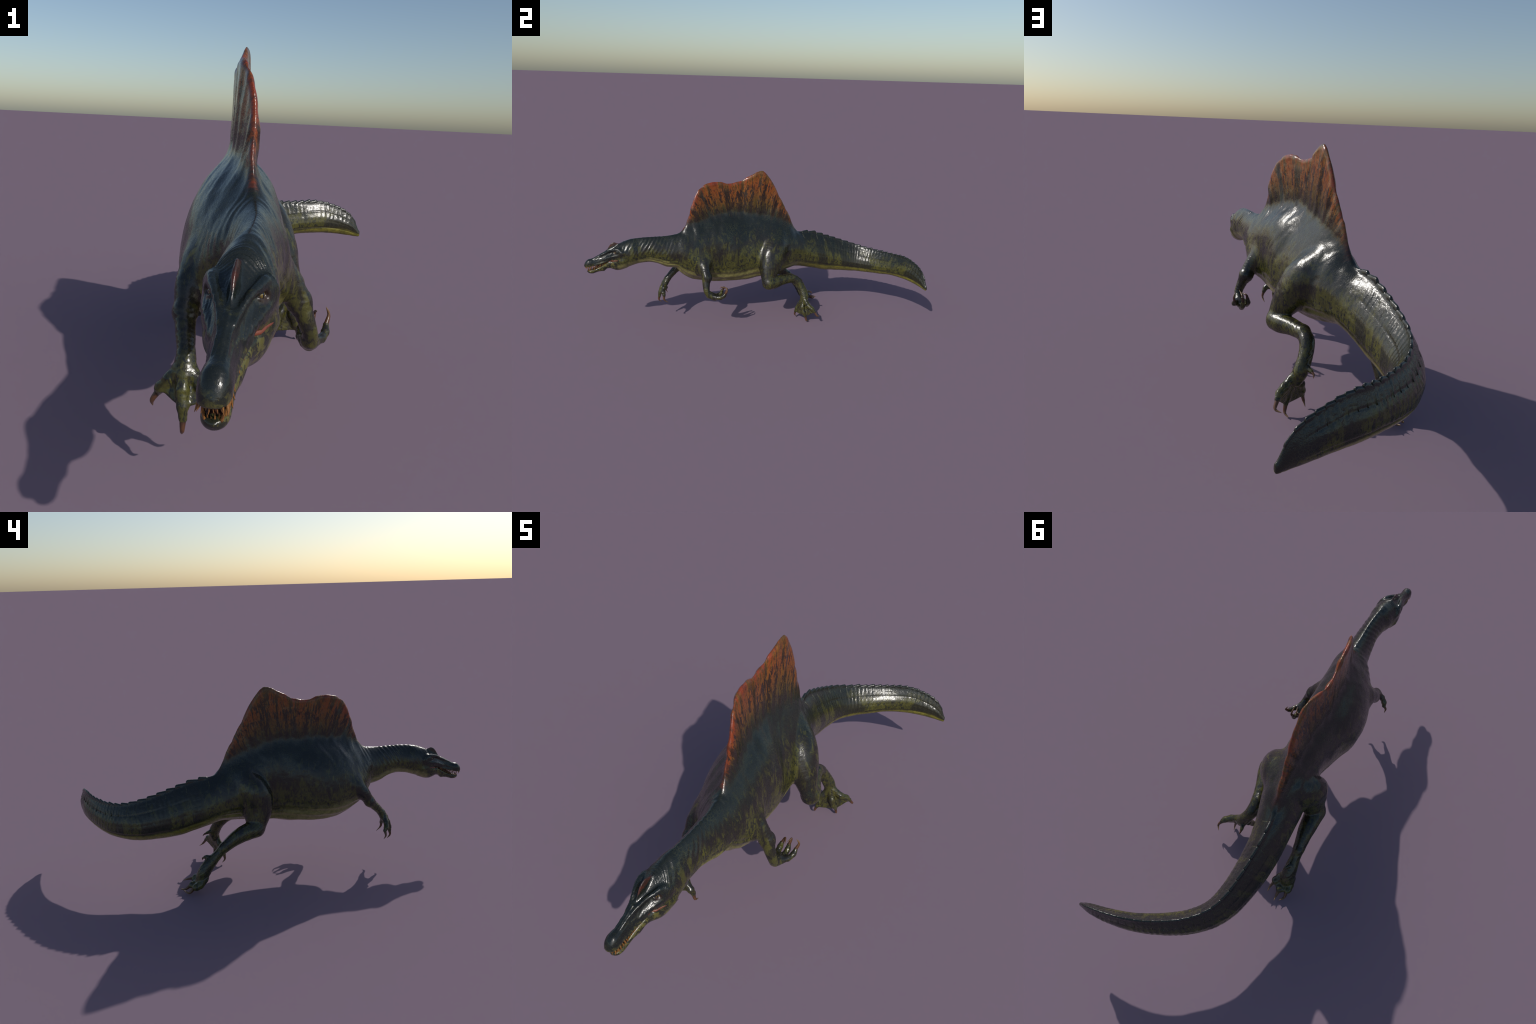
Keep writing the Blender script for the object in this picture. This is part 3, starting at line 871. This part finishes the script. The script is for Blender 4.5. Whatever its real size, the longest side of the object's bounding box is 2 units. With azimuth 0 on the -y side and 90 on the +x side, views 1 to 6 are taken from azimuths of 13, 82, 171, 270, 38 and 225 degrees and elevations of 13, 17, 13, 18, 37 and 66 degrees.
        low = k.step(k.math("ADD", k.math("SUBTRACT", z, lip), k.math("MULTIPLY", k.math("SUBTRACT", n2, .5), .05)), .020, -.004)
        low = k.math("MULTIPLY", low, k.step(y, -.79, -.85))
        skullc = k.mix(k.step(n2, .56, .70, 0, .5), k.mix(k.step(n3, .4, .6), (.0100, .0128, .0112), (.0102, .0150, .0150)), (.05, .05, .016))
        jawc = k.mix(k.step(k.noise(v, 75, 4, .6, .6), .47, .57), (.020, .022, .014), (.105, .098, .026))
        hm = k.step(y, -.800, -.825)
        roof = k.math("SUBTRACT", 1.0, low)
        col = k.mix(k.math("MULTIPLY", hm, k.math("SUBTRACT", 1.0, cm)), col, k.mix(roof, jawc, skullc))
        fleck = k.math("MULTIPLY", k.step(k.noise(k.scale(v, (1.0, .45, 1.0)), 330, 3, .6), .60, .68), k.math("MULTIPLY", k.step(y, -.86, -.89), k.step(n3, .40, .60)))
        col = k.mix(k.math("MULTIPLY", fleck, .55), col, (.11, .095, .022))
        throat = k.math("MULTIPLY", k.step(z, .404, .392), k.step(y, -.90, -.87))
        col = k.mix(k.math("MULTIPLY", throat, .6), col, (.12, .11, .05))
        # darker skin round the eye
        for sg in (1, -1):
            e = at(-.829, sg * .036, .497)
            dd = k.new("ShaderNodeVectorMath", operation="DISTANCE"); k.put(dd.inputs[0], v); dd.inputs[1].default_value = tuple(e)
            col = k.mix(k.step(dd.outputs["Value"], .016, .008, 0, .6), col, (.050, .026, .018))
    k.put(k.bsdf.inputs["Base Color"], col)
    k.bsdf.inputs["IOR"].default_value = 1.5
    k.bsdf.inputs["Specular IOR Level"].default_value = .55
    fine = k.noise(k.scale(v, (1, 1, .55)), 260, 5, .7, .6)
    k.put(k.bsdf.inputs["Roughness"], k.math("ADD", k.math("MULTIPLY_ADD", n2, .20, .11), k.math("MULTIPLY", k.step(fine, .40, .62), .09)))
    col = k.mix(k.step(fine, .54, .68, 0, .45), col, (.012, .013, .010))
    col = k.mix(k.math("MULTIPLY", k.step(fine, .42, .30, 0, .22), k.step(z, .66, .60)), col, (.110, .108, .040))
    k.put(k.bsdf.inputs["Base Color"], col)
    pebble = k.voro(v, 210, "F1")
    b = k.bump(n4, .22, .0010)
    crack = k.voro(k.scale(v, (1.0, 1.25, .8)), 120 if not head else 210, "DISTANCE_TO_EDGE")
    b = k.bump(k.step(crack, .0, .10), .15 if not head else .10, .0007, b)
    b = k.bump(pebble, .20, .0008, b)
    k.put(k.bsdf.inputs["Normal"], b)
    return k.m

def simple_material(name, c1, c2, scale, rough, stretch=(1, 1, 1), bump=.2, coat=0.0):
    k = NT(name)
    v = k.scale(k.obj(), stretch)
    n = k.noise(v, scale, 4, .6, .3)
    k.put(k.bsdf.inputs["Base Color"], k.mix(k.step(n, .38, .64), c1, c2))
    k.bsdf.inputs["Roughness"].default_value = rough
    k.bsdf.inputs["Coat Weight"].default_value = coat
    k.put(k.bsdf.inputs["Normal"], k.bump(n, bump, .002))
    return k.m

def claw_material():
    k = NT("claw_horn")
    v = k.obj(); z = k.sep(v)[2]
    n = k.noise(k.scale(v, (1, 1, .15)), 260, 4, .6)
    t = k.math("ADD", k.math("MULTIPLY", z, 22.0), k.math("MULTIPLY", k.math("SUBTRACT", n, .5), .5))
    c = k.mix(k.step(t, .0, .45), (.030, .014, .011), (.105, .047, .022))
    c = k.mix(k.step(t, .5, 1.1), c, (.19, .115, .055))
    k.put(k.bsdf.inputs["Base Color"], c)
    k.bsdf.inputs["Roughness"].default_value = .33
    k.put(k.bsdf.inputs["Normal"], k.bump(n, .3, .001))
    return k.m

def eye_material():
    k = NT("eyeball")
    v = k.obj(); x, y, z = k.sep(v)[:3]
    r = k.math("SQRT", k.math("ADD", k.math("MULTIPLY", y, y), k.math("MULTIPLY", z, z)))
    n = k.noise(v, 900, 3)
    c = k.mix(k.step(r, .0044, .0054), k.mix(k.step(n, .4, .6), (.20, .15, .02), (.10, .055, .014)), (.03, .018, .012))
    slit = k.math("MULTIPLY", k.step(k.math("ABSOLUTE", y), .0018, .0011), k.step(k.math("ABSOLUTE", z), .0046, .0038))
    c = k.mix(slit, c, (.002, .002, .002))
    k.put(k.bsdf.inputs["Base Color"], c)
    k.bsdf.inputs["Roughness"].default_value = .06
    k.bsdf.inputs["Coat Weight"].default_value = 1
    return k.m

# ------------------------------------------------------------------ assembly helpers
ROOT = bpy.data.objects.new("sail_backed_dinosaur", None)
bpy.context.scene.collection.objects.link(ROOT)
ROOT["label"] = "dark green striding dinosaur with tall orange back sail"
ROOT["category"] = "dinosaur"

def link(o, parent):
    bpy.context.scene.collection.objects.link(o)
    o.parent = parent
    return o

def mesh_from(name, V, F):
    me = bpy.data.meshes.new(name)
    me.from_pydata([tuple(p) for p in V], [], [tuple(int(i) for i in f) for f in F])
    me.update()
    return me

def mesh_np(name, V, Q):
    me = bpy.data.meshes.new(name)
    me.vertices.add(len(V)); me.vertices.foreach_set("co", V.astype(np.float32).ravel())
    me.loops.add(len(Q) * 4); me.loops.foreach_set("vertex_index", Q.astype(np.int32).ravel())
    me.polygons.add(len(Q)); me.polygons.foreach_set("loop_start", np.arange(0, len(Q) * 4, 4, dtype=np.int32))
    me.polygons.foreach_set("loop_total", np.full(len(Q), 4, np.int32))
    me.update(calc_edges=True)
    me.polygons.foreach_set("use_smooth", np.ones(len(Q), bool))
    return me

def sweep(pts, radii, sides=12, squash=1.0):
    """closed tube along pts with rounded ends"""
    P = np.asarray(pts, float); n = len(P)
    V, F = [], []
    up = np.array([0.13, .31, .94])
    for i in range(n):
        t = P[min(i + 1, n - 1)] - P[max(i - 1, 0)]; t /= np.linalg.norm(t)
        a = np.cross(t, up); a /= np.linalg.norm(a); b = np.cross(t, a)
        for j in range(sides):
            g = 2 * math.pi * j / sides
            V.append(P[i] + radii[i] * (a * math.cos(g) * squash + b * math.sin(g)))
    for i in range(n - 1):
        for j in range(sides):
            k = (j + 1) % sides
            F.append((i * sides + j, i * sides + k, (i + 1) * sides + k, (i + 1) * sides + j))
    F.append(tuple(range(sides))[::-1]); F.append(tuple((n - 1) * sides + j for j in range(sides)))
    return V, F

def smooth(me):
    me.polygons.foreach_set("use_smooth", np.ones(len(me.polygons), bool)); me.update()
    return me

def local_frame(p0, p1, hint=(0, 0, 1)):
    z = (Vector(p1) - Vector(p0)).normalized()
    x = Vector(hint).cross(z)
    if x.length < 1e-3:
        x = Vector((1, 0, 0)).cross(z)
    x.normalize(); y = z.cross(x)
    m = Matrix((x, y, z)).transposed().to_4x4(); m.translation = Vector(p0)
    return m

# ------------------------------------------------------------------ build the hide
V, Q = skin_mesh()
V, Q = keep_largest(V, Q)
V = relax(V, Q, 2, .45)
V = relief(V, normals_of(V, Q))
NRM = normals_of(V, Q)

C = V[Q].mean(1)
O, S_, D_ = parts(C)
FN = NRM[Q].mean(1)
LAB = np.full(len(Q), "torso", dtype="U12")
LAB[C[:, 1] < -.50] = "neck"
LAB[C[:, 1] > .26] = "tail"
y_, z_ = C[:, 1], C[:, 2]
headf = np.minimum(O["skull"], O["jaw"])
ishead = (y_ < -.80) | ((y_ < -.77) & (headf < O["trunk"] - .001))
LAB[ishead] = "head"
LAB[ishead & (O["jaw"] < O["skull"]) & (y_ < -.845)] = "lower_jaw"
sailm = (y_ > -.47) & (y_ < .25) & (O["plate"] < O["trunk"] - .004) & (z_ > T_BACK(S_) - .01)
LAB[sailm] = "sail"
LAB[(LAB == "head") & (z_ > K_TOP(S_) + .004) & (np.abs(D_) < .009) & (y_ > -.886) & (y_ < -.802)] = "crest"
gap_u = (LAB == "head") & (y_ < -.868) & (FN[:, 2] < -.35) & (np.abs(D_) < K_W(S_) * .66) & (y_ > -.992)
gap_l = (LAB == "lower_jaw") & (y_ < -.868) & (FN[:, 2] > .35) & (np.abs(D_) < J_W(S_) * .62) & (y_ > -.972)
LAB[gap_u | gap_l] = "mouth"
body = np.min([O[q] for q in ("trunk", "plate", "skull", "jaw")], 0)
for i, (kind, L, _) in enumerate(LIMBS):
    a, b, c = O["limb%d" % i]
    near = np.minimum(np.minimum(a, b), c)
    m = near < body - .002
    names = ("forelimb", "forelimb", "hand") if kind == "arm" else ("hindlimb", "hindlimb", "foot")
    w = np.stack([a, b, c], 1).argmin(1)
    for q in range(3):
        LAB[m & (w == q)] = names[q] + str(i)

SKIN = skin_material("hide")
SKIN_HEAD = skin_material("hide_of_head", head=True)
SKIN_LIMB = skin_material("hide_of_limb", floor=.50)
LINING = simple_material("mouth_lining", (.060, .022, .014), (.030, .014, .010), 120, .35)
PINK = simple_material("mouth_corner", (.19, .055, .030), (.13, .034, .022), 90, .32)
CLAW = claw_material()
TOOTH = simple_material("tooth_enamel", (.29, .135, .034), (.15, .058, .016), 30, .25, (1, 1, .3), .1)
EYE = eye_material()

OBJ = {}
def make_part(lab, name, parent, mat):
    f = Q[LAB == lab]
    used = np.unique(f)
    mp = np.full(len(V), -1); mp[used] = np.arange(len(used))
    me = mesh_np(name, V[used], mp[f])
    me.normals_split_custom_set_from_vertices([tuple(n) for n in NRM[used].tolist()])
    me.materials.append(mat)
    OBJ[lab] = link(bpy.data.objects.new(name, me), parent)
    return OBJ[lab]

torso = make_part("torso", "torso", ROOT, SKIN)
make_part("neck", "neck", ROOT, SKIN)
make_part("tail", "tail", ROOT, SKIN)
make_part("sail", "sail", ROOT, SKIN)
head = make_part("head", "head", ROOT, SKIN_HEAD)
jaw = make_part("lower_jaw", "lower_jaw", ROOT, SKIN_HEAD)
make_part("crest", "crest", head, SKIN_HEAD)
make_part("mouth", "mouth", head, LINING)
for i, (kind, L, _) in enumerate(LIMBS):
    a, b = ("forelimb", "hand") if kind == "arm" else ("hindlimb", "foot")
    o = make_part(a + str(i), a, ROOT, SKIN_LIMB)
    make_part(b + str(i), b, o, SKIN_LIMB)

# ------------------------------------------------------------------ claws
def claw(p0, r0, pm, p1, parent):
    c = spline([p0, pm, p1], 8)
    # start a little inside the toe
    t0 = (c[0] - c[1]) / np.linalg.norm(c[0] - c[1])
    c = np.vstack([c[0] + t0 * r0 * .7, c])
    n = len(c)
    u = np.linspace(0, 1, n)
    rad = r0 * .80 * (1 - u ** 1.5) + .0007
    m = local_frame(c[0], c[-1]); inv = m.inverted()
    P = [np.array(inv @ Vector(p)) for p in c]
    Vc, Fc = sweep(P, rad, 12, .86)
    me = smooth(mesh_from("claw", Vc, Fc)); me.materials.append(CLAW)
    o = bpy.data.objects.new("claw", me); o.matrix_world = m
    link(o, parent)

for i, (kind, L, _) in enumerate(LIMBS):
    lst = L["fingers"] if kind == "arm" else L["toes"] + [L["hallux"]]
    par = OBJ[("hand" if kind == "arm" else "foot") + str(i)].parent
    for pts, pm, p1 in lst:
        claw(pts[-1][:3], pts[-1][3], pm, p1, par)

# ------------------------------------------------------------------ teeth
def tooth_mesh():
    u = np.linspace(0, 1, 7)
    P = [(0, .10 * t * t, t) for t in u]
    r = .135 * (1 - u ** 1.8) + .010
    Vt, Ft = sweep(P, r, 8)
    me = smooth(mesh_from("tooth", Vt, Ft)); me.materials.append(TOOTH)
    return me
TM = tooth_mesh()
def tooth(p, direction, length, parent):
    m = local_frame(p, Vector(p) + Vector(direction))
    o = bpy.data.objects.new("tooth", TM)
    o.matrix_world = m @ Matrix.Diagonal((length * .95, length * .95, length, 1))
    link(o, parent)
rt = random.Random(3)
for sg in (1, -1):
    n = 15
    for i in range(n):
        y = -.992 + .112 * (i / (n - 1)) ** .95
        s = s_of_y(y)
        dd = float(K_W(s)) * .80
        zz = float(K_LIP(s)) + .0045
        out = rt.uniform(.10, .34)
        ln = (.0165 if i < 9 else .0125) * rt.uniform(.70, 1.12) * (.75 if i == 0 else 1)
        nrm = at(y, sg * (dd + .01), zz) - at(y, sg * dd, zz)
        dv = np.array([0, 0, -1.0]) + nrm / .01 * out + np.array([0, rt.uniform(-.25, .05), 0]) * (1.6 if i < 3 else .6)
        tooth(at(y, sg * dd, zz), dv, ln, head)
    for q in (.15, .45, .75):        # front of the upper row
        p = at(-.9935 + .006 * q * q, sg * q * .0135, float(K_LIP(s_of_y(-.990))) + .004)
        tooth(p, (0.12 * q * sg, rt.uniform(-.15, .25), -1), .0120 * rt.uniform(.6, 1.15), head)
    for q in (.2, .6, .95):          # front of the lower row
        p = at(-.9800 + .006 * q * q, sg * q * .0110, float(J_TOP(s_of_y(-.976))) - .003)
        tooth(p, (0.2 * q * sg, rt.uniform(-.35, .0), 1), .0095 * rt.uniform(.6, 1.1), jaw)
    n = 13
    for i in range(n):
        y = -.979 + .098 * (i / (n - 1)) ** .95
        s = s_of_y(y)
        dd = float(J_W(s)) * .76
        zz = float(J_TOP(s)) - .003
        ln = (.0165 if i < 7 else .0115) * rt.uniform(.65, 1.1)
        nrm = at(y, sg * (dd + .01), zz) - at(y, sg * dd, zz)
        dv = np.array([0, 0, 1.0]) + nrm / .01 * rt.uniform(.1, .4) + np.array([0, rt.uniform(-.35, .0), 0]) * (1.5 if i < 3 else .5)
        tooth(at(y, sg * dd, zz), dv, ln, jaw)

# ------------------------------------------------------------------ eyes and the fleshy corner of the mouth
def ball(name, r, seg=24):
    Vb, Fb = [(0, 0, r)], []
    for i in range(1, seg // 2):
        t = math.pi * i / (seg // 2)
        for j in range(seg):
            g = 2 * math.pi * j / seg
            Vb.append((r * math.sin(t) * math.cos(g), r * math.sin(t) * math.sin(g), r * math.cos(t)))
    Vb.append((0, 0, -r)); last = len(Vb) - 1
    for j in range(seg):
        Fb.append((0, 1 + j, 1 + (j + 1) % seg))
    for i in range(seg // 2 - 2):
        for j in range(seg):
            a = 1 + i * seg; k = (j + 1) % seg
            Fb.append((a + j, a + seg + j, a + seg + k, a + k))
    a = 1 + (seg // 2 - 2) * seg
    for j in range(seg):
        Fb.append((a + j, last, a + (j + 1) % seg))
    return smooth(mesh_from(name, Vb, Fb))
EB = ball("eye", .0070); EB.materials.append(EYE)
for c, sg in EYES:
    o = bpy.data.objects.new("eye", EB)
    f = Vector((at(-.845, sg * .05, .4990) - at(-.829, sg * .030, .4995)).tolist()).normalized()
    zax = Vector((0, 0, 1)); yax = zax.cross(f).normalized(); zax = f.cross(yax)
    m = Matrix((f, yax, zax)).transposed().to_4x4(); m.translation = Vector(at(-.829, sg * .0330, .4985).tolist())
    o.matrix_world = m
    link(o, head)

def side_of_head(y, z, sg):
    """outermost lateral offset of the hide at a station"""
    dd = np.linspace(.0, .075, 151)
    f = field(np.array([at(y, sg * q, z) for q in dd]))
    i = np.where(f < 0)[0]
    return dd[i[-1]] if len(i) else .02
for sg in (1, -1):
    pts, rad = [], []
    for y in np.linspace(-.893, -.797, 20):
        s = s_of_y(y)
        z = .5 * (float(K_LIP(s)) + float(J_TOP(s))) - .0015
        if y > -.83:
            z += (y + .83) * .06
        dq = side_of_head(y, z, sg)
        g = math.sin(math.pi * (y + .8945) / .099) ** 1.3
        pts.append(at(y, sg * (dq - .0022), z)); rad.append(.0008 + .0036 * g)
    Vl, Fl = sweep(pts, rad, 10)
    me = smooth(mesh_from("mouth_corner", Vl, Fl)); me.materials.append(PINK)
    link(bpy.data.objects.new("mouth_corner", me), head)

# tongue
tp = [at(y, 0, float(J_TOP(s_of_y(y))) + .001) for y in np.linspace(-.955, -.87, 9)]
Vt, Ft = sweep(tp, [.003, .007, .009, .010, .0105, .011, .012, .013, .013], 12, 1.0)
me = smooth(mesh_from("tongue", Vt, Ft)); me.materials.append(LINING)
link(bpy.data.objects.new("tongue", me), jaw)

# ------------------------------------------------------------------ plates of the tail crest
def scute_materials():
    a = skin_material("hide_of_tail_plate", floor=.8, head=False)
    b = simple_material("plate_edge", (.085, .085, .045), (.050, .052, .028), 200, .4)
    return a, b
PLATE_MAT, PLATE_EDGE = scute_materials()
edges = [float(s_of_y(q)) for q in (.292, .336, .391, .441, .483, .528, .572)]
stp = .045
while edges[-1] < float(s_of_y(.9885)):
    edges.append(edges[-1] + stp); stp = max(stp * .965, .024)
edges[-1] = min(edges[-1], S_ARC[-1] - .012)
tail = OBJ["tail"]
def trunk_half(s, z):
    zt, zb = float(T_BACK(s)), float(T_BELLY(s))
    zc = zb + (zt - zb) * float(T_ZC(s)); p = float(T_PT(s))
    u = min(max((z - zc) / (zt - zc), 0), 1)
    hw = float(T_W(s)) * (1 - u ** p) ** (1 / p)
    dep = min(max((float(R_TOP(s)) - z) / .10, 0), 1)
    return max(hw, float(R_RIM(s)) + (float(R_FOOT(s)) - float(R_RIM(s))) * dep)
for i, (sa, sb) in enumerate(zip(edges[:-1], edges[1:])):
    ln = sb - sa
    ra, rb = float(R_TOP(sa)), float(R_TOP(sb))
    rise = .235 * ln * rt.uniform(.65, 1.2)
    nu, nv = 12, 8
    bodytop = float(T_BACK(.5 * (sa + sb)))
    depth = min(.052, .34 * (ra - float(T_BELLY(sa))))
    us = np.concatenate([[0, .035, .07], np.linspace(.15, .80, 5), [.88, .94, .975, 1.0]])
    grid = {}
    Vs, Fs, mats = [], [], []
    for iu, u in enumerate(us):
        s = sa + u * ln * .985
        top = ra + (rb + rise - ra) * u + .0010
        c = max(0, (u - .78) / .22)
        top -= (1 - math.sqrt(max(0, 1 - c * c))) * (rise * .95)          # rounded rear corner
        if u < .05:
            top -= .0025 * (1 - u / .05)
        top = max(top, float(R_TOP(s)) + .0006)
        for iv in range(nv + 1):
            v = iv / nv
            zz = top - depth * v
            base_th = trunk_half(s, zz)
            proud = .0013 * (1 - (v / .62) ** 2) if v < .62 else -.0045 * (v - .62) / .38
            endr = min(1, u / .05 + .35) * min(1, (1 - u) / .06 + .45)
            hw = max(.0007, base_th + proud * endr) * math.sqrt(min(1, v / .10 + .10))
            if iu == 0:
                hw = (base_th + .0003) * math.sqrt(min(1, v / .10 + .06))
            for sd_ in (1, -1):
                p = spine_xy(s); t = spine_tan(s)
                n = np.array([t[1], -t[0]])
                xy = p + n * hw * sd_
                grid[iu, iv, sd_] = len(Vs); Vs.append((xy[0], xy[1], zz))
    nU = len(us)
    for iu in range(nU - 1):
        for iv in range(nv):
            for sd_ in (1, -1):
                f = [grid[iu, iv, sd_], grid[iu + 1, iv, sd_], grid[iu + 1, iv + 1, sd_], grid[iu, iv + 1, sd_]]
                Fs.append(f if sd_ < 0 else f[::-1]); mats.append(1 if iu == 0 and iv < nv * .7 else 0)
        Fs.append([grid[iu, 0, 1], grid[iu + 1, 0, 1], grid[iu + 1, 0, -1], grid[iu, 0, -1]]); mats.append(0)
        Fs.append([grid[iu, nv, -1], grid[iu + 1, nv, -1], grid[iu + 1, nv, 1], grid[iu, nv, 1]]); mats.append(0)
    for iv in range(nv):
        Fs.append([grid[0, iv, 1], grid[0, iv, -1], grid[0, iv + 1, -1], grid[0, iv + 1, 1]]); mats.append(1)
        Fs.append([grid[nU - 1, iv, -1], grid[nU - 1, iv, 1], grid[nU - 1, iv + 1, 1], grid[nU - 1, iv + 1, -1]]); mats.append(0)
    me = mesh_from("scute", Vs, Fs)
    me.materials.append(PLATE_MAT); me.materials.append(PLATE_EDGE)
    me.polygons.foreach_set("material_index", np.array(mats, np.int32))
    import bmesh
    bm = bmesh.new(); bm.from_mesh(me); bmesh.ops.recalc_face_normals(bm, faces=bm.faces); bm.to_mesh(me); bm.free()
    smooth(me)
    link(bpy.data.objects.new("scute", me), tail)
